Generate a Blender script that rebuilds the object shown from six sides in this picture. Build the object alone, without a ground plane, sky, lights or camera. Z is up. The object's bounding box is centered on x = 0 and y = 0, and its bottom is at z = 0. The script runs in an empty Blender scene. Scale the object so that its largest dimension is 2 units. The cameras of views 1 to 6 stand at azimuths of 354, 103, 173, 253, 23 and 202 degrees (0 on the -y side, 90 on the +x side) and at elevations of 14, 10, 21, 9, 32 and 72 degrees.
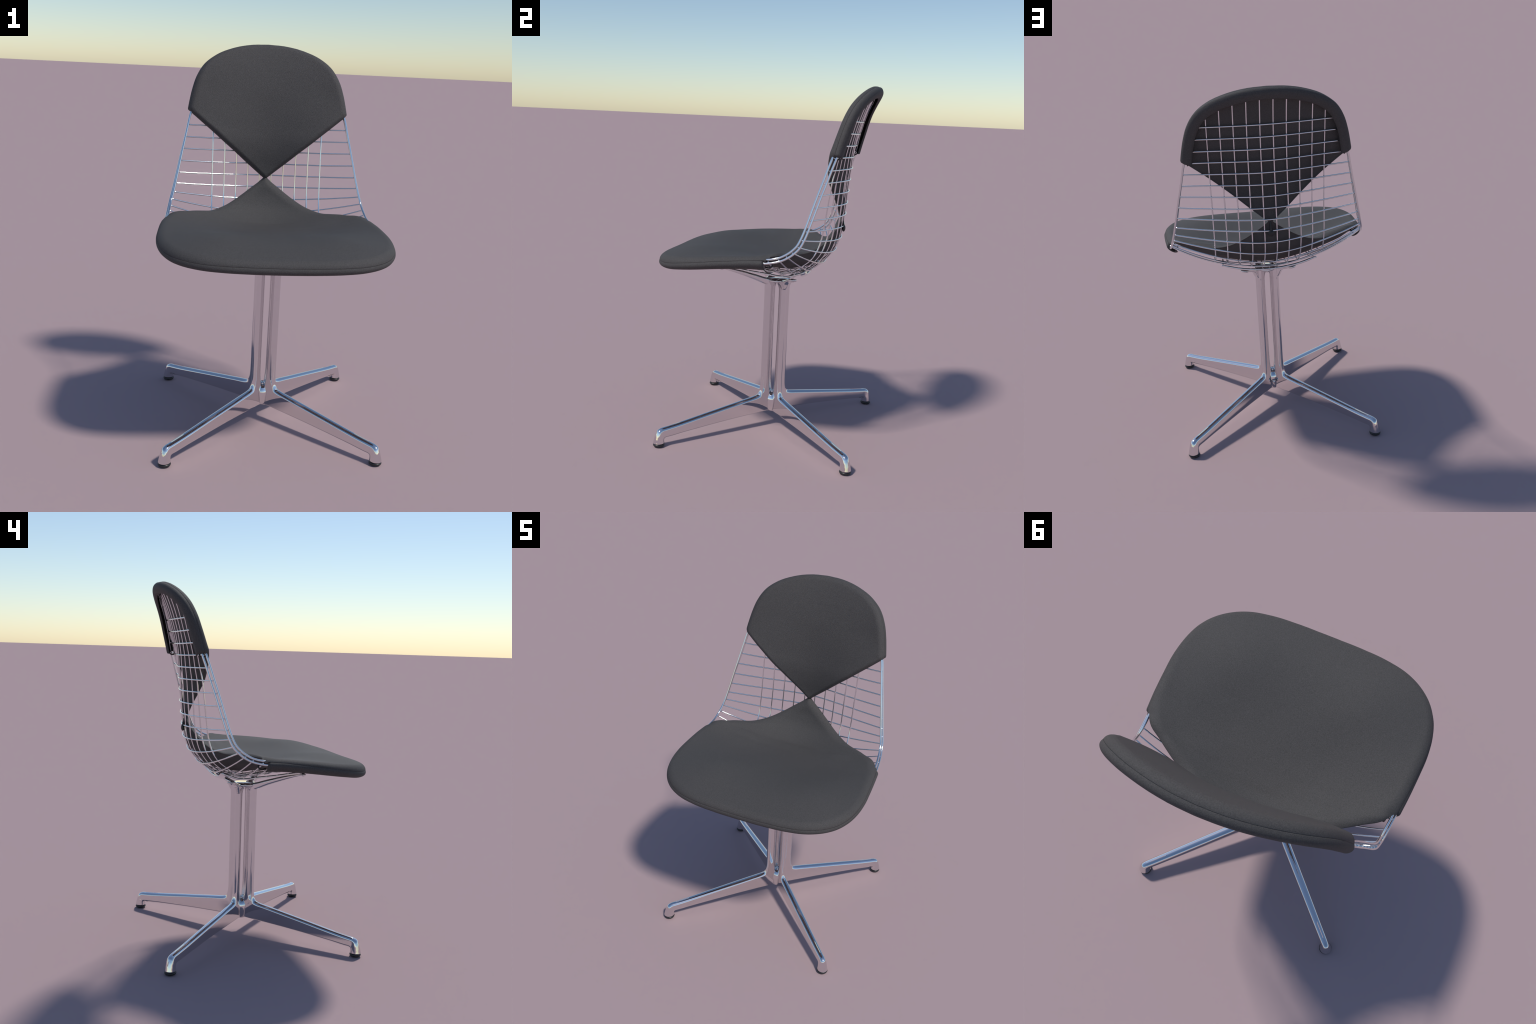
"""Wire-shell side chair: chromed wire grid shell with a two-piece dark pad,
on a four-legged polished cast base.  Everything is lofted from profiles."""
import bpy, bmesh, math
import numpy as np
from mathutils import Vector

COL = bpy.context.scene.collection
CY = 0.0385                      # y of the column axis

# ------------------------------------------------------------------ materials
def new_mat(name):
    m = bpy.data.materials.new(name); m.use_nodes = True
    nt = m.node_tree; b = nt.nodes["Principled BSDF"]
    return m, nt, b

def chrome_mat(name, col, rough):
    m, nt, b = new_mat(name)
    tc = nt.nodes.new("ShaderNodeTexCoord")
    n = nt.nodes.new("ShaderNodeTexNoise"); n.inputs["Scale"].default_value = 9.0
    n.inputs["Detail"].default_value = 3.0
    nt.links.new(tc.outputs["Object"], n.inputs["Vector"])
    r = nt.nodes.new("ShaderNodeMapRange")
    r.inputs["To Min"].default_value = rough * 0.7; r.inputs["To Max"].default_value = rough * 1.3
    nt.links.new(n.outputs["Fac"], r.inputs["Value"])
    nt.links.new(r.outputs["Result"], b.inputs["Roughness"])
    b.inputs["Base Color"].default_value = (*col, 1); b.inputs["Metallic"].default_value = 1.0
    return m

def plain_mat(name, col, rough, spec=0.5):
    m, nt, b = new_mat(name)
    tc = nt.nodes.new("ShaderNodeTexCoord")
    n = nt.nodes.new("ShaderNodeTexNoise"); n.inputs["Scale"].default_value = 60.0
    nt.links.new(tc.outputs["Object"], n.inputs["Vector"])
    mx = nt.nodes.new("ShaderNodeMix"); mx.data_type = 'RGBA'
    mx.inputs["A"].default_value = (*[c * .9 for c in col], 1); mx.inputs["B"].default_value = (*[c * 1.1 for c in col], 1)
    nt.links.new(n.outputs["Fac"], mx.inputs["Factor"])
    nt.links.new(mx.outputs["Result"], b.inputs["Base Color"])
    b.inputs["Roughness"].default_value = rough
    b.inputs["Specular IOR Level"].default_value = spec
    return m

def fabric_mat(name, col):
    """woven upholstery: crossed thread waves and soft fibre noise in bump and tone"""
    m, nt, b = new_mat(name)
    L = nt.links.new
    tc = nt.nodes.new("ShaderNodeTexCoord")
    acc = None
    for stretch in ((800, 330, 330), (330, 800, 330), (330, 330, 800)):   # threads in crossing directions
        mp = nt.nodes.new("ShaderNodeMapping"); mp.inputs["Scale"].default_value = stretch
        L(tc.outputs["Object"], mp.inputs["Vector"])
        n = nt.nodes.new("ShaderNodeTexNoise"); n.inputs["Scale"].default_value = 1.0
        n.inputs["Detail"].default_value = 2.0
        L(mp.outputs["Vector"], n.inputs["Vector"])
        if acc is None: acc = n.outputs["Fac"]
        else:
            a = nt.nodes.new("ShaderNodeMath"); a.operation = 'ADD'
            L(acc, a.inputs[0]); L(n.outputs["Fac"], a.inputs[1]); acc = a.outputs[0]
    bump = nt.nodes.new("ShaderNodeBump"); bump.inputs["Strength"].default_value = 0.7
    bump.inputs["Distance"].default_value = 0.0012
    L(acc, bump.inputs["Height"]); L(bump.outputs["Normal"], b.inputs["Normal"])
    n2 = nt.nodes.new("ShaderNodeTexNoise"); n2.inputs["Scale"].default_value = 260.0
    n2.inputs["Detail"].default_value = 3.0
    L(tc.outputs["Object"], n2.inputs["Vector"])
    ramp = nt.nodes.new("ShaderNodeValToRGB")
    ramp.color_ramp.elements[0].position = 0.3; ramp.color_ramp.elements[1].position = 0.72
    ramp.color_ramp.elements[0].color = (*[c * 0.78 for c in col], 1)
    ramp.color_ramp.elements[1].color = (*[c * 1.22 for c in col], 1)
    L(n2.outputs["Fac"], ramp.inputs["Fac"])
    L(ramp.outputs["Color"], b.inputs["Base Color"])
    b.inputs["Roughness"].default_value = 0.72
    b.inputs["Specular IOR Level"].default_value = 0.3
    return m

FABRIC = fabric_mat("dark_grey_upholstery", (0.068, 0.0635, 0.062))
CHROME = chrome_mat("chromed_wire", (0.80, 0.80, 0.81), 0.08)
CAST = chrome_mat("polished_aluminium", (0.80, 0.79, 0.80), 0.02)
RUBBER = plain_mat("black_rubber", (0.018, 0.019, 0.02), 0.38)
CLIP = plain_mat("black_plastic", (0.012, 0.012, 0.013), 0.45)

# ------------------------------------------------------------------ helpers
root = bpy.data.objects.new("wire_chair", None)
root["label"] = "chromed wire shell chair with dark grey two-piece pad on four-legged base"
root["category"] = "chair"
COL.objects.link(root)

def obj_from(name, verts, faces, mat, parent=root, smooth=True, recalc=True):
    me = bpy.data.meshes.new(name)
    me.from_pydata([tuple(map(float, v)) for v in verts], [], faces)
    if recalc:
        bm = bmesh.new(); bm.from_mesh(me)
        bmesh.ops.remove_doubles(bm, verts=bm.verts, dist=1e-6)
        bmesh.ops.recalc_face_normals(bm, faces=bm.faces)
        bm.to_mesh(me); bm.free()
    me.materials.append(mat)
    if smooth:
        me.polygons.foreach_set("use_smooth", [True] * len(me.polygons))
    me.update()
    o = bpy.data.objects.new(name, me); COL.objects.link(o); o.parent = parent
    return o

def copy_obj(src, name, parent=root):
    o = src.copy(); o.name = name; COL.objects.link(o); o.parent = parent
    return o

def spline(ts, ps, n=None, at=None):
    """Catmull-Rom through points ps at knots ts, sampled at 'at'"""
    ts = np.asarray(ts, float); ps = np.asarray(ps, float)
    if ps.ndim == 1: ps = ps[:, None]
    at = np.linspace(ts[0], ts[-1], n) if at is None else np.atleast_1d(np.asarray(at, float))
    m = np.gradient(ps, ts, axis=0)
    i = np.clip(np.searchsorted(ts, at, side='right') - 1, 0, len(ts) - 2)
    h = ts[i + 1] - ts[i]; s = ((at - ts[i]) / h)[:, None]; h = h[:, None]
    s_c = s
    return ((2*s_c**3 - 3*s_c**2 + 1) * ps[i] + (s_c**3 - 2*s_c**2 + s_c) * h * m[i]
            + (-2*s_c**3 + 3*s_c**2) * ps[i + 1] + (s_c**3 - s_c**2) * h * m[i + 1])

def smooth_path(pts, n):
    pts = np.asarray(pts, float)
    d = np.r_[0, np.cumsum(np.linalg.norm(np.diff(pts, axis=0), axis=1))]
    return spline(d, pts, n)

def resample(pts, n, closed=False):
    pts = np.asarray(pts, float)
    if closed: pts = np.vstack([pts, pts[:1]])
    d = np.r_[0, np.cumsum(np.linalg.norm(np.diff(pts[:, :2], axis=0), axis=1))]
    at = np.linspace(0, d[-1], n + 1 if closed else n)
    out = np.stack([np.interp(at, d, pts[:, k]) for k in range(pts.shape[1])], 1)
    return out[:-1] if closed else out

def tube(name, pts, r, mat, closed=False, sides=10, parent=root):
    pts = np.asarray(pts, float); n = len(pts)
    if closed:
        t = np.roll(pts, -1, 0) - np.roll(pts, 1, 0)
    else:
        t = np.gradient(pts, axis=0)
    t /= np.linalg.norm(t, axis=1)[:, None]
    ref = np.array([0, 0, 1.0]) if abs(t[0][2]) < .9 else np.array([0, 1.0, 0])
    u = np.cross(t[0], ref); u /= np.linalg.norm(u)
    us = []
    for k in range(n):
        u = u - t[k] * (u @ t[k]); u /= np.linalg.norm(u); us.append(u)
    us = np.array(us)
    if closed:                                  # spread the twist of the frame
        e = us[-1] - t[0] * (us[-1] @ t[0]); e /= np.linalg.norm(e)
        ang = math.atan2(np.cross(us[0], e) @ t[0], us[0] @ e)
        vs = np.cross(t, us)
        a = -ang * np.arange(n) / (n - 1)
        us = us * np.cos(a)[:, None] + vs * np.sin(a)[:, None]
    vs = np.cross(t, us)
    V = []
    for k in range(n):
        for q in range(sides):
            a = 2 * math.pi * q / sides
            V.append(pts[k] + r * (math.cos(a) * us[k] + math.sin(a) * vs[k]))
    Fc = []
    m = n if closed else n - 1
    for k in range(m):
        k2 = (k + 1) % n
        for q in range(sides):
            q2 = (q + 1) % sides
            Fc.append((k*sides+q, k*sides+q2, k2*sides+q2, k2*sides+q))
    if not closed:
        Fc.append(tuple(range(sides))[::-1]); Fc.append(tuple((n-1)*sides+q for q in range(sides)))
    return obj_from(name, V, Fc, mat, parent)

def lathe(name, prof, mat, seg=32, loc=(0, 0, 0), parent=root, axis=None):
    V = []; Fc = []
    n = len(prof)
    for k in range(seg):
        a = 2 * math.pi * k / seg
        for r, z in prof: V.append((r * math.cos(a), r * math.sin(a), z))
    for k in range(seg):
        k2 = (k + 1) % seg
        for q in range(n - 1):
            Fc.append((k*n+q, k2*n+q, k2*n+q+1, k*n+q+1))
    o = obj_from(name, V, Fc, mat, parent)
    if axis is not None: o.rotation_euler = Vector(axis).to_track_quat('Z', 'Y').to_euler()
    o.location = loc
    return o

# ------------------------------------------------------------------ shell surface
# The grid surface is known by three profiles over the row number j of the cross
# wires (j = 1 top row of the back ... 27 front of the seat): centre line, the
# outermost upright at x = 0.298, and the rim.
XM = 0.298
J = list(range(-3, 29))
C_Y = [.585,.551,.517,.490,.468,.450,.438,.430,.425,.419,.414,.410,.405,.399,.388,.360,.306,.240,.172,.106,
       .042,-.020,-.081,-.143,-.206,-.270,-.333,-.396,-.459,-.522,-.585,-.648]
C_Z = [2.060,2.000,1.935,1.869,1.803,1.738,1.674,1.612,1.549,1.485,1.420,1.355,1.291,1.227,1.158,1.086,1.018,.968,.949,.943,
       .948,.957,.966,.975,.983,.991,.998,1.004,1.008,1.011,1.013,1.014]
M_Y = [.558,.525,.493,.467,.447,.431,.413,.397,.384,.370,.362,.354,.347,.339,.329,.310,.277,.229,.177,.113,
       .049,-.014,-.077,-.140,-.203,-.266,-.329,-.392,-.455,-.518,-.580,-.643]
M_Z = [2.055,1.995,1.932,1.870,1.806,1.743,1.679,1.617,1.553,1.489,1.426,1.360,1.297,1.236,1.177,1.119,1.067,1.027,.997,.985,
       .991,.999,1.006,1.010,1.012,1.014,1.015,1.016,1.017,1.017,1.016,1.016]
R_X = [.430,.430,.430,.430,.430,.430,.430,.422,.433,.446,.4595,.4727,.485,.497,.507,.516,.522,.527,.531,.537,
       .545,.552,.556,.558,.558,.556,.550,.540,.530,.520,.510,.500]
R_Y = [.535,.503,.472,.447,.428,.413,.400,.387,.368,.3495,.3304,.3123,.2947,.278,.262,.2445,.218,.190,.1514,.0987,
       .045,-.010,-.070,-.135,-.200,-.260,-.320,-.380,-.440,-.500,-.560,-.620]
R_Z = [2.055,1.995,1.932,1.870,1.808,1.745,1.682,1.620,1.557,1.494,1.432,1.369,1.307,1.251,1.206,1.171,1.142,1.121,1.1014,1.0895,
       1.087,1.085,1.079,1.072,1.064,1.056,1.048,1.040,1.031,1.024,1.018,1.016]
TAB = np.stack([C_Y, C_Z, M_Y, M_Z, R_X, R_Y, R_Z], 1)

def hb(x): return np.sqrt(x * x + 0.0225) - 0.15

def shell(x, j):
    """points on the wire grid surface; x and j are arrays"""
    x = np.atleast_1d(np.asarray(x, float)); j = np.clip(np.atleast_1d(np.asarray(j, float)), -3, 28)
    x, j = np.broadcast_arrays(x, j)
    t = spline(J, TAB, at=j.ravel()).reshape(j.shape + (7,))
    cy, cz, my, mz, rx, ry, rz = [t[..., k] for k in range(7)]
    um = hb(np.array(XM)); ur = hb(rx); u = hb(x)
    out = []
    for c, m_, r_ in ((cy, my, ry), (cz, mz, rz)):
        # c + a u + b u^2 through the three profiles
        am = (m_ - c) / um; ar = (r_ - c) / ur
        b = (ar - am) / (ur - um); a = am - b * um
        out.append(c + a * u + b * u * u)
    return np.stack([x, out[0], out[1]], -1)

def shell_n(x, j):
    e = 1e-3
    dx = shell(np.asarray(x) + e, j) - shell(np.asarray(x) - e, j)
    dj = shell(x, np.asarray(j) + 10 * e) - shell(x, np.asarray(j) - 10 * e)
    n = np.cross(dj, dx); n /= np.linalg.norm(n, axis=-1)[..., None]
    return n                                   # towards the sitter (-y / +z)

_p = shell(0.0, 6.0); _n = shell_n(0.0, 6.0)
NS = 1.0 if _n[0][1] < 0 else -1.0

def off(x, j, d):
    return shell(x, j) + NS * shell_n(x, j) * np.asarray(d)[..., None]

def find_j(x, comp, val, lo, hi):
    """row number where the surface above x reaches a given y (1) or z (2)"""
    js = np.linspace(lo, hi, 1600)
    out = []
    for xx, v in zip(np.atleast_1d(x), np.atleast_1d(val)):
        p = shell(np.full(js.shape, xx), js)[:, comp]
        out.append(js[np.argmin(np.abs(p - v))])
    return np.array(out)

# ------------------------------------------------------------------ pad outlines, in (x, j)
DOME = [(0, 1.994), (.10, 1.988), (.20, 1.966), (.288, 1.929), (.348, 1.882), (.389, 1.816),
        (.411, 1.750), (.425, 1.69), (.436, 1.632)]          # (x, z) of the seam of the back pad
FRONT = [(.551, .075), (.562, -.02), (.570, -.12), (.574, -.22), (.566, -.31), (.545, -.386), (.506, -.453),
         (.446, -.509), (.373, -.548), (.28, -.571), (.15, -.582), (0, -.584)]   # (x, y) of the seat seam
REAR = [(0, 9.06), (.033, 9.54), (.099, 10.30), (.166, 11.07), (.232, 11.78), (.298, 12.45), (.37, 13.18),
        (.43, 13.85), (.49, 14.7), (.53, 15.5)]              # (x, j) rear edge of the seat pad

dome = smooth_path(DOME, 60)
dome_j = np.stack([dome[:, 0], find_j(dome[:, 0], 2, dome[:, 1], -3, 8)], 1)
front = smooth_path(FRONT, 90)
front_j = np.stack([front[:, 0], find_j(front[:, 0], 1, front[:, 1], 15, 28)], 1)
tipj = 9.36
vee = np.stack([np.linspace(.436, 0, 40), np.linspace(find_j([.436], 2, [1.632], -3, 8)[0], tipj, 40)], 1)
rear = smooth_path(REAR, 50)

def mirror_loop(half):
    """half outline running from x=0 over +x back to x=0 -> closed loop"""
    m = half[1:-1][::-1] * [-1, 1]
    return np.vstack([half, m])

back_half = np.vstack([dome_j, vee[1:]])
seat_half = np.vstack([rear, front_j])

# flat metric of the (x, j) chart, only for distances to the outline
def flat(p):
    return np.stack([p[..., 0], p[..., 1] * 0.0635], -1)

def dist_to(poly, P):
    a = flat(poly); b = np.roll(a, -1, 0); P = flat(P)
    best = np.full(P.shape[:-1], 1e9); idx = np.zeros(P.shape[:-1], int)
    for k in range(len(a)):
        ab = b[k] - a[k]; l = ab @ ab + 1e-12
        t = np.clip(((P - a[k]) @ ab) / l, 0, 1)
        d = np.linalg.norm(P - (a[k] + t[..., None] * ab), axis=-1)
        m = d < best; best[m] = d[m]; idx[m] = k
    return best, idx

def part_dist(pts, P):
    a = flat(pts); P = flat(P); best = np.full(P.shape[:-1], 1e9)
    for q in a: best = np.minimum(best, np.linalg.norm(P - q, axis=-1))
    return best

def smooth_val(j, kj, kv):
    j = np.asarray(j, float)
    return spline(kj, kv, at=np.clip(j, kj[0], kj[-1]).ravel())[:, 0].reshape(j.shape)

def standoff_back(x, j):
    """the stuffed panel bridges the hollow of the wires: distance of its back from the grid"""
    return smooth_val(j, [-3, 1.5, 3, 4, 5, 6.3, 7.3, 8.3, 9.6], [0, 0, .002, .006, .013, .019, .017, .010, .003])

def standoff_seat(x, j):
    a = smooth_val(j, [9.1, 10, 11, 12, 13, 14, 15, 16, 18, 20, 22, 24, 26, 27], [.006, .012, .019, .029, .044, .059, .069, .072, .067, .061, .057, .045, .018, 0])
    f = np.clip((j - 10.0) / 4, 0, 1); f = f * f * (3 - 2 * f)
    e = smooth_val(j, [9, 14, 16, 17.5, 19.5, 22, 24, 27], [3.3, 3.3, 2.5, 1.6, 1.6, 2.6, 3.2, 3.2])
    g = lambda xc, jc, sx, sj: np.exp(-((np.abs(x) - xc) / sx) ** 2 - ((j - jc) / sj) ** 2)
    return (a * (1 - f * np.clip(np.abs(x) / .57, 1e-6, 1) ** e)
            + .009 * g(.34, 15.3, .11, 1.5) - .006 * g(.26, 19.0, .12, 1.6) + .007 * g(.28, 23.0, .12, 1.8))

def lift_seat(x, j):
    """rear corners of the seat panel pass over the inner rim wire"""
    a = np.clip((np.abs(x) - .36) / .17, 0, 1); b = np.clip((18.2 - j) / 2.4, 0, 1); c = np.clip((j - 11.5) / 2, 0, 1)
    w = [q * q * (3 - 2 * q) for q in (a, b, c)]
    return .012 * w[0] * w[1] * w[2]

def panel(name, loop, centre, seam_flag, H, R_seam, R_free, crown, stand, back_part, lift, nb=300, rings=46):
    """cushion panel: front face with rounded edge, flat back face resting on the wires"""
    B = resample(np.c_[flat(loop), seam_flag], nb, closed=True)
    flag = B[:, 2]; B = np.stack([B[:, 0], B[:, 1] / 0.0635], 1)
    near = np.flatnonzero(np.diff((np.r_[flag, flag[0]] > .5).astype(int)) != 0)
    gap = np.min([np.minimum((np.arange(nb) - q) % nb, (q - np.arange(nb)) % nb) for q in near], axis=0)
    soft = (gap < 4)[:, None]
    for it in range(5):                            # soften the corners of the cut, keep the tip crisp
        S_ = (np.roll(B, 1, 0) + 2 * B + np.roll(B, -1, 0)) / 4
        B = np.where(soft, S_, B)
    rho = 1 - (np.linspace(0, 1, rings)[::-1]) ** 1.0
    rho = np.sin(rho * math.pi / 2) ** 0.9          # dense near the outline
    G = centre + rho[:, None, None] * (B - centre)
    d, idx = dist_to(B, G); d[-1] = 0
    ds = part_dist(B[flag > .5], G); df = part_dist(B[flag <= .5], G)
    fl = df ** 2 / (df ** 2 + ds ** 2 + 1e-9)       # 1 beside the seam, 0 beside the free edge
    R = R_free + (R_seam - R_free) * fl
    q = np.clip(d / R, 0, 1)
    h = H * np.sqrt(np.maximum(0, 1 - (1 - q) ** 2)) + crown * (1 - np.exp(-(d / 0.16) ** 2))
    st = stand(G[..., 0], G[..., 1]) * (1 - fl * np.exp(-d / 0.055))
    st = st + lift(G[..., 0], G[..., 1]) * (1 - .85 * fl * np.exp(-d / .02))
    hb_ = np.where(d < 1e-9, 0, 0.005 * np.clip(d / 0.006, 0, 1))
    Ff = off(G[..., 0], G[..., 1], h + st)
    Fb = off(G[..., 0], G[..., 1], hb_ + st * (1 - (1 - back_part) * np.clip(d / .06, 0, 1)))
    V = []; Fc = []
    n = nb
    V += [Ff[0, 0]]
    for k in range(1, rings): V += list(Ff[k])
    for q_ in range(n): Fc.append((0, 1 + q_, 1 + (q_ + 1) % n))
    for k in range(1, rings - 1):
        o0 = 1 + (k - 1) * n; o1 = o0 + n
        for q_ in range(n):
            q2 = (q_ + 1) % n
            Fc.append((o0 + q_, o1 + q_, o1 + q2, o0 + q2))
    o_edge = 1 + (rings - 2) * n
    ob = len(V)
    for k in range(rings - 2, 0, -1): V += list(Fb[k])
    V += [Fb[0, 0]]
    prev = o_edge
    for k in range(rings - 2):
        cur = ob + k * n
        for q_ in range(n):
            q2 = (q_ + 1) % n
            Fc.append((prev + q_, cur + q_, cur + q2, prev + q2))
        prev = cur
    last = len(V) - 1
    for q_ in range(n): Fc.append((prev + q_, last, prev + (q_ + 1) % n))
    return obj_from(name, V, Fc, FABRIC)

def border(name, path, prof, parent, n=320, inward_ref=None):
    """border band swept along the seam: C-shaped section that wraps the rim and ends in a flap"""
    P = resample(flat(path), n); P = np.stack([P[:, 0], P[:, 1] / 0.0635], 1)
    S = shell(P[:, 0], P[:, 1]); N = NS * shell_n(P[:, 0], P[:, 1])
    t = np.gradient(S, axis=0)
    for _ in range(3): t[1:-1] = (t[:-2] + t[1:-1] * 2 + t[2:]) / 4
    t /= np.linalg.norm(t, axis=1)[:, None]
    E = np.cross(t, N); E /= np.linalg.norm(E, axis=1)[:, None]
    mid = S.mean(0)
    if ((S - mid) * E).sum() < 0: E = -E
    prof = np.asarray(prof); m = len(prof)
    V = []; Fc = []
    run_ = np.r_[0, np.cumsum(np.linalg.norm(np.diff(S, axis=0), axis=1))]
    end = np.minimum(run_, run_[-1] - run_); RC = 0.014
    tuck = RC * 0.75 * (1 - np.sqrt(np.clip(1 - np.clip(1 - end / RC, 0, 1) ** 2, 0, 1)))
    S = S - E * tuck[:, None]                      # ends of the band turn in
    for k in range(n):
        for a, b in prof: V.append(S[k] + E[k] * a + N[k] * b)
    for k in range(n - 1):
        for q in range(m):
            q2 = (q + 1) % m
            Fc.append((k*m+q, k*m+q2, (k+1)*m+q2, (k+1)*m+q))
    # end caps as strips between outer and inner side of the section
    h = m // 2
    for base in (0, (n - 1) * m):
        for q in range(h - 1):
            Fc.append((base + q, base + q + 1, base + m - 2 - q, base + m - 1 - q))
    return obj_from(name, V, Fc, FABRIC, parent)

def c_section(drop, flap, thick, out=0.003):
    """closed section (outward, normal): outer side from the seam round to the flap edge, inner side back"""
    outer = [(-.0003, .0012), (out*.6, -.004), (out, -.010), (out*.6, -.018), (-.004, -.026), (-.011, -drop*.90), (-.020, -drop),
             (-.032, -drop*1.02), (-.045, -drop*.97), (-.045-(flap-.045)*.6, -drop*.88), (-flap, -drop*.78), (-flap-.003, -drop*.70)]
    outer = smooth_path(outer, 34)
    t = np.gradient(outer, axis=0); t /= np.linalg.norm(t, axis=1)[:, None]
    nrm = np.stack([-t[:, 1], t[:, 0]], 1)
    w = thick * np.clip(np.minimum(np.arange(34) / 3.0, (33 - np.arange(34)) / 3.0 + .35), 0, 1)
    s = -1 if (outer[8] + nrm[8] * thick)[0] > outer[8][0] else 1
    inner = outer + s * nrm * w[:, None]
    return np.vstack([outer, inner[::-1]])

# back pad
loop_b = mirror_loop(back_half)
fl_half = np.r_[np.ones(len(dome_j)), np.zeros(len(vee) - 1)]
fl_b = np.r_[fl_half, fl_half[1:-1][::-1]]
back_pad = panel("back_pad", loop_b, np.array([0, 2.6]), fl_b, 0.030, 0.032, 0.022, 0.004, standoff_back, 1.0, lambda x, j: 0 * x)
dome_path = np.vstack([(dome_j[1:] * [-1, 1])[::-1], dome_j])
border("back_pad_border", dome_path, c_section(.035, .052, .009), back_pad)

# seat pad
loop_s = mirror_loop(seat_half)
fl_half = np.r_[np.zeros(len(rear)), np.ones(len(front_j))]
fl_s = np.r_[fl_half, fl_half[1:-1][::-1]]
seat_pad = panel("seat_pad", loop_s, np.array([0, 20.0]), fl_s, 0.030, 0.036, 0.040, 0.004, standoff_seat, 0.4, lift_seat, nb=340, rings=52)
front_path = np.vstack([front_j, (front_j[:-1] * [-1, 1])[::-1]])
border("seat_pad_border", front_path, c_section(.034, .056, .009), seat_pad)

# ------------------------------------------------------------------ wire shell
R_WIRE, R_RIM = 0.0038, 0.0057
# rim centre line in (x, j): side rows 4..26, front arc, dome arc
side_j = np.linspace(4, 23.6, 90)
tuck_in = np.clip((side_j - 16) / 2.5, 0, 1); tuck_in = tuck_in * tuck_in * (3 - 2 * tuck_in)
side = np.stack([np.interp(side_j, J, R_X) + .0015 - .0175 * tuck_in, side_j], 1)
d_in = np.stack([dome_j[:, 0] * 0.953, dome_j[:, 1] + 0.33], 1)
f_in = front_j[front_j[:, 1] > 25.0]
f_in = np.stack([f_in[:, 0] * 0.94, f_in[:, 1] - 0.52], 1)
f_in = f_in[(f_in[:, 1] > 24.9) & (f_in[:, 0] < .47)]
d_in = d_in[d_in[:, 1] < 3.7]
half_rim = np.vstack([d_in, side, f_in])
half_rim = resample(flat(half_rim), 170); half_rim[:, 1] /= 0.0635
for _ in range(6):
    half_rim[1:-1] = (half_rim[:-2] + 2 * half_rim[1:-1] + half_rim[2:]) / 4
rim_loop = mirror_loop(half_rim)
hid = np.clip((rim_loop[:, 1] - 16.3) / 1.3, 0, 1) + np.clip((3.6 - rim_loop[:, 1]) / 1.2, 0, 1)   # inside the borders
for o_ in (1, -1):
    tube("rim_wire", off(rim_loop[:, 0], rim_loop[:, 1], o_ * (0.0100 - 0.0048 * hid)), R_RIM, CHROME, closed=True, sides=12)

def rim_x(j):
    o = np.argsort(half_rim[:, 1])
    return float(np.interp(j, half_rim[o, 1], half_rim[o, 0]))
def rim_j(x, top):
    h = half_rim[half_rim[:, 1] < 4] if top else half_rim[half_rim[:, 1] > 22]
    o = np.argsort(h[:, 0]); return float(np.interp(x, h[o, 0], h[o, 1]))

for j in range(1, 26):
    xr = rim_x(j) + 0.003
    xs = np.linspace(-xr, xr, 61)
    tube("cross_wire", off(xs, np.full(61, float(j)), np.full(61, -0.0028)), R_WIRE, CHROME)
for i in range(-5, 5):
    x = 0.0663 * (i + 0.5)
    js = np.linspace(rim_j(abs(x), True), rim_j(abs(x), False), 140)
    tube("upright_wire", off(np.full(140, x), js, np.full(140, 0.0042)), R_WIRE, CHROME)

# carrier frame under the shell: rear arc and two runners
arc = smooth_path([(-.262, .236, .991), (-.18, .226, .962), (-.09, .217, .943), (0, .213, .937),
                   (.09, .217, .943), (.18, .226, .962), (.262, .236, .991)], 60)
def flat_bar(name, pts, wide, half_w, half_t, mat, sides=20):
    """bar of flat oval section; 'wide' is the direction of its width"""
    pts = np.asarray(pts); t = np.gradient(pts, axis=0); t /= np.linalg.norm(t, axis=1)[:, None]
    w = np.asarray(wide, float) - t * (t @ np.asarray(wide, float))[:, None]; w /= np.linalg.norm(w, axis=1)[:, None]
    nn = np.cross(t, w); n = len(pts); V = []; Fc = []
    for k in range(n):
        taper = min(1.0, .35 + .65 * math.sqrt(min(k, n - 1 - k) / 4.0))
        for q in range(sides):
            a = 2 * math.pi * q / sides; c, d = math.cos(a), math.sin(a)
            V.append(pts[k] + taper * (w[k] * half_w * math.copysign(abs(c) ** .7, c) + nn[k] * half_t * math.copysign(abs(d) ** .7, d)))
    for k in range(n - 1):
        for q in range(sides):
            q2 = (q + 1) % sides; Fc.append((k*sides+q, k*sides+q2, (k+1)*sides+q2, (k+1)*sides+q))
    Fc.append(tuple(range(sides))); Fc.append(tuple((n-1)*sides+q for q in range(sides)))
    return obj_from(name, V, Fc, mat)
flat_bar("carrier_bar", arc - np.array([0, .006, .001]), (0, .93, .36), .017, .0065, CHROME)
run = smooth_path([(.262, .236, .991), (.259, .185, .972), (.256, .150, .961), (.254, .105, .958), (.252, .035, .964),
                   (.252, -.065, .972), (.254, -.165, .983), (.256, -.26, .990)], 60)
tube("runner_bar", run, 0.0056, CHROME, sides=12)
tube("runner_bar", run * [-1, 1, 1], 0.0056, CHROME, sides=12)

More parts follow.
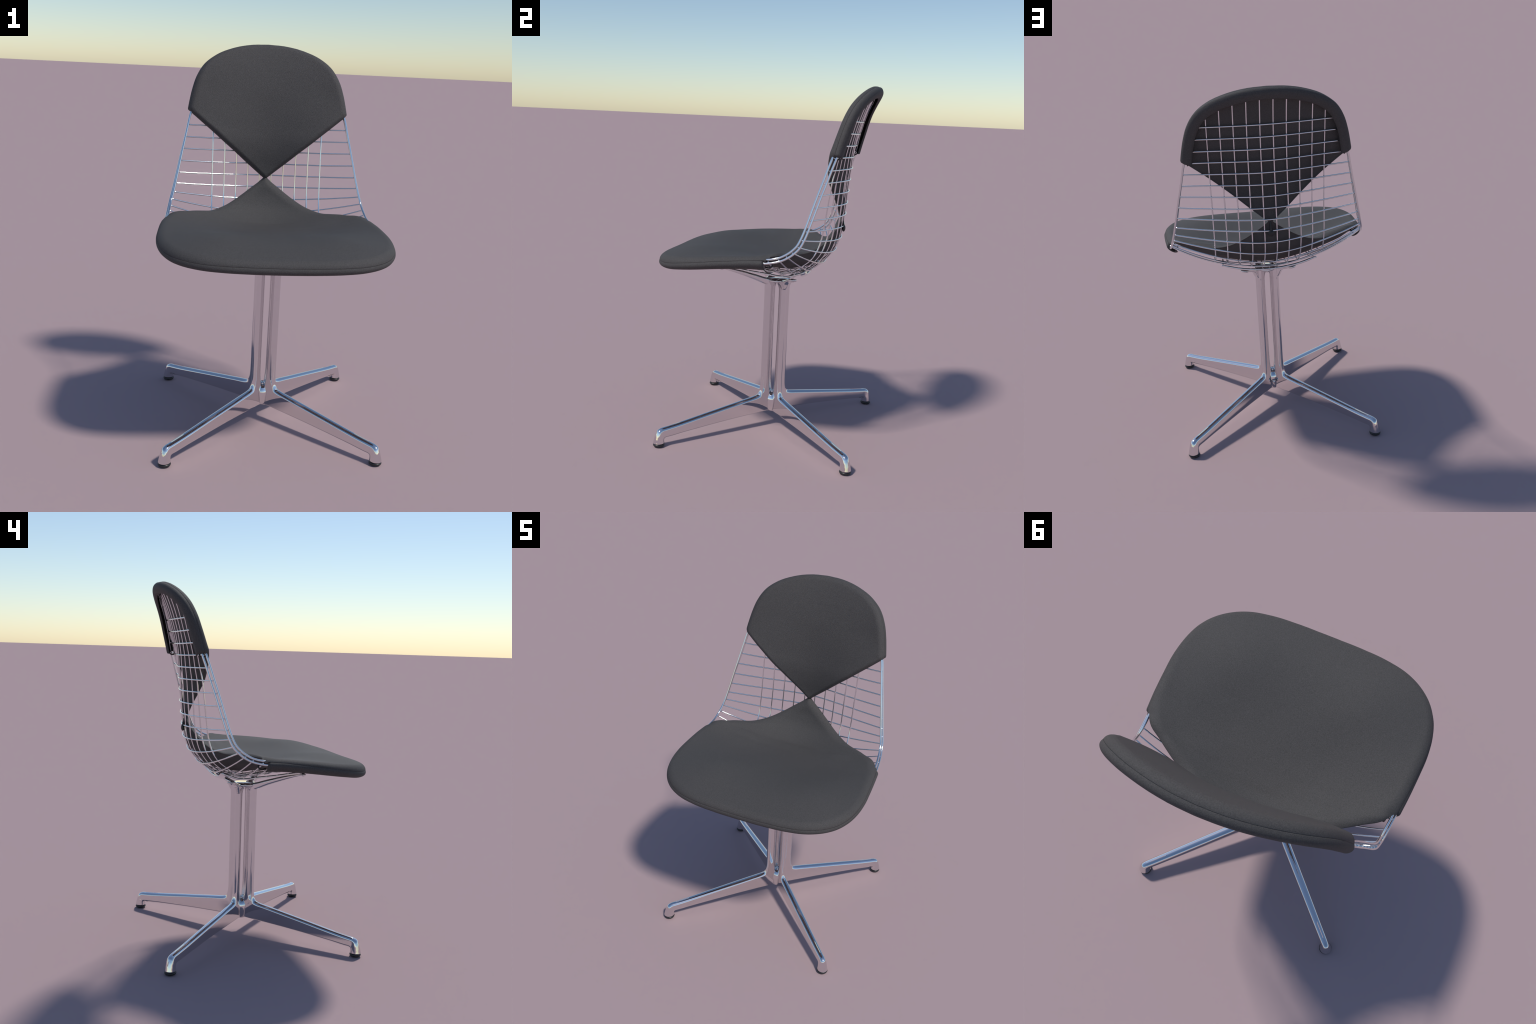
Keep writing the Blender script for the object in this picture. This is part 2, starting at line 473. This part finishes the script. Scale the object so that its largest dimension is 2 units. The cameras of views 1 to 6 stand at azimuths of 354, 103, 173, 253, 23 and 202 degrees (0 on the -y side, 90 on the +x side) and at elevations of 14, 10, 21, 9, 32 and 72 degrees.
# ------------------------------------------------------------------ cast base
def plate_loft(name, T, B, W, mat, parent, nsec=220, m=52, power=3.2):
    """loft of rounded-rectangle sections between an upper and a lower edge curve in the (r, z) plane"""
    T = np.asarray(T, float); B = np.asarray(B, float)
    k = np.arange(len(T)); at = np.linspace(0, len(T) - 1, nsec)
    Ts = spline(k, T, at=at); Bs = spline(k, B, at=at); Ws = spline(k, np.asarray(W, float), at=at)
    V = []; Fc = []
    for s in range(nsec):
        c = (Ts[s] + Bs[s]) / 2; hv = (Ts[s] - Bs[s]) / 2
        hl = np.linalg.norm(hv); hd = hv / hl; w = Ws[s, 0] / 2; p = Ws[s, 1]
        rr = min(w, hl) * p                      # corner radius
        # rounded rectangle, half sizes (w, hl)
        for q in range(m):
            quad, f = divmod(q, m // 4); a = (quad + f / (m // 4 - 1)) * math.pi / 2
            sx = (1, -1, -1, 1)[quad]; sy = (1, 1, -1, -1)[quad]
            x = sx * (w - rr) + rr * math.cos(a); y = sy * (hl - rr) + rr * math.sin(a)
            V.append((c[0] + hd[0] * y, x, c[1] + hd[1] * y))
    for s in range(nsec - 1):
        for q in range(m):
            q2 = (q + 1) % m
            Fc.append((s*m+q, s*m+q2, (s+1)*m+q2, (s+1)*m+q))
    Fc.append(tuple(range(m))); Fc.append(tuple((nsec-1)*m+q for q in range(m)))
    return obj_from(name, V, Fc, mat, parent)

# post and leg in one piece: T = outer edge of post / top of leg, B = inner edge of post / underside
T = [(.081,.890),(.082,.882),(.083,.872),(.083,.855),(.083,.835),(.083,.80),(.083,.60),(.083,.40),(.083,.29),(.085,.238),(.094,.206),(.115,.190),(.20,.176),
     (.40,.146),(.60,.116),(.690,.1045),(.719,.0998),(.7375,.0900),(.7465,.073),(.7545,.048),(.7620,.020)]
B = [(.002,.890),(.004,.878),(.011,.866),(.023,.858),(.031,.842),(.033,.80),(.033,.60),(.033,.40),(.031,.27),(.020,.19),(.004,.13),(.004,.089),(.06,.086),
     (.30,.075),(.55,.057),(.655,.047),(.686,.0455),(.6975,.042),(.7005,.036),(.7005,.029),(.7000,.020)]
W = [(.033,.8)]*5 + [(.032,.92)]*3 + [(.031,.94),(.031,.95),(.035,1.0),(.040,1.0),(.042,1.0),(.041,1.0),(.040,1.0),(.039,1.0),(.038,.98),(.041,.99),(.047,1.0),(.053,1.0),(.059,1.0)]
leg0 = None
glide_prof = [(0,0),(.024,0),(.0295,.0035),(.0318,.009),(.0305,.0135),(.025,.0165),(.021,.017),(.021,.023),(0,.023)]
for k in range(4):
    if leg0 is None:
        leg = leg0 = plate_loft("leg", T, B, W, CAST, root)
        gl = glide0 = lathe("glide", glide_prof, RUBBER, 36, (.730, 0, 0), leg)
    else:
        leg = copy_obj(leg0, "leg"); gl = copy_obj(glide0, "glide", leg)
    leg.location = (0, CY, 0); leg.rotation_euler = (0, 0, math.radians(45 + 90 * k))

lathe("hub", [(0,.085),(.030,.085),(.039,.089),(.0445,.098),(.0465,.112),(.0465,.146),(.0455,.160),(.042,.174),(.035,.186),(.025,.195),(.015,.200),(0,.201)], CAST, 40, (0, CY, 0))
lathe("hub_screw", [(0,.197),(.014,.197),(.0155,.200),(.0155,.207),(.013,.211),(.007,.212),(.006,.206),(0,.206)], CAST, 24, (0, CY, 0))
lathe("column_head", [(0,.858),(.02,.858),(.038,.868),(.052,.874),(.066,.878),(.072,.883),(.072,.889),(.068,.893),(0,.893)], CAST, 40, (0, CY, 0))
for bz, by in ((.142, .0462), (.880, .050)):
    lathe("dark_ring_disc", [(0,-.003),(.0125,-.003),(.0125,.001),(0,.001)], CLIP, 24, (0, CY + by, bz), axis=(0, 1, 0))  # black disc modelled behind the bolt head to draw the dark gap round it
    lathe("bolt", [(0,-.004),(.0095,-.004),(.0105,.0),(.0105,.004),(.009,.006),(.0055,.006),(.005,.002),(0,.002)], CAST, 24, (0, CY + by, bz), axis=(0, 1, 0))

# arms of the head: long forward pair, short rear pair with round mounting ears
AT = [(.02,.889),(.085,.904),(.156,.928),(.266,.961),(.345,.977),(.380,.981)]
AB = [(.03,.862),(.080,.862),(.170,.900),(.275,.941),(.345,.966),(.380,.974)]
AW = [(.034,.7),(.034,.7),(.031,.8),(.026,.8),(.022,.8),(.018,.8)]
arm = plate_loft("arm", AT, AB, AW, CAST, root, nsec=50)
arm.location = (0, CY, 0); arm.rotation_euler = (0, 0, math.radians(-45))
a2 = copy_obj(arm, "arm"); a2.rotation_euler = (0, 0, math.radians(-135))
RT = [(.02,.889),(.075,.895),(.125,.911),(.170,.921)]
RB = [(.03,.862),(.080,.838),(.112,.884),(.170,.910)]
RW = [(.026,.7),(.028,.7),(.036,.8),(.044,.8)]
rarm = plate_loft("rear_arm", RT, RB, RW, CAST, root, nsec=40)
rarm.location = (0, CY, 0); rarm.rotation_euler = (0, 0, math.radians(40))
r2 = copy_obj(rarm, "rear_arm"); r2.rotation_euler = (0, 0, math.radians(140))
ear_prof = [(0,-.007),(.020,-.007),(.0245,-.004),(.026,0),(.0245,.004),(.021,.006),(0,.006)]
tilt = Vector((.14, .2, -1)).normalized()
for s in (1, -1):
    lathe("mounting_ear", ear_prof, CAST, 32, (s * .137, .152, .917), axis=(-s * .18, -.05, 1))
    lathe("mounting_bolt", [(0,.0),(.008,.0),(.008,.020),(0,.020)], CAST, 18, (s * .137, .152, .905), axis=(-s * .18, -.05, 1))
    lathe("mounting_ear", [(r * .62, z * .8) for r, z in ear_prof], CAST, 28, (s * .262, CY - .264, .976), axis=(-s * .12, 0, 1))
    lathe("mounting_bolt", [(0,-.007),(.007,-.007),(.008,-.005),(.008,.010),(0,.010)], CLIP, 18, (s * .262, CY - .264, .976), axis=(-s * .12, 0, 1))

# ------------------------------------------------------------------ black clips that hold the pads to the wires
def clip_ball(name, c, r):
    prof = [(r[0] * math.sin(a), -r[2] * math.cos(a)) for a in np.linspace(0, math.pi, 13)]
    o = lathe(name, prof, CLIP, 20, c); o.scale = (1, r[1] / r[0], 1); return o
clip_ball("tip_clip", (0, .404, 1.213), (.017, .010, .019))
tube("tip_strap", smooth_path([(0, .385, 1.285), (0, .394, 1.262), (0, .400, 1.240), (0, .405, 1.218)], 16), 0.006, CLIP)
for s in (1, -1):
    hk = [off(s * .402, 4.0 + a, np.array([b]))[0] for a, b in
          ((-.22, -.012), (-.08, -.020), (.10, -.012), (.12, .004), (.0, .010), (-.2, .012))]
    tube("border_hook", smooth_path(hk, 24), 0.0038, CLIP)
    hk = [off(s * .505, 16.0 + a, np.array([b]))[0] for a, b in
          ((.5, -.014), (.1, -.020), (-.18, -.012), (-.2, .004), (.0, .010), (.4, .012))]
    tube("border_hook", smooth_path(hk, 24), 0.0042, CLIP)
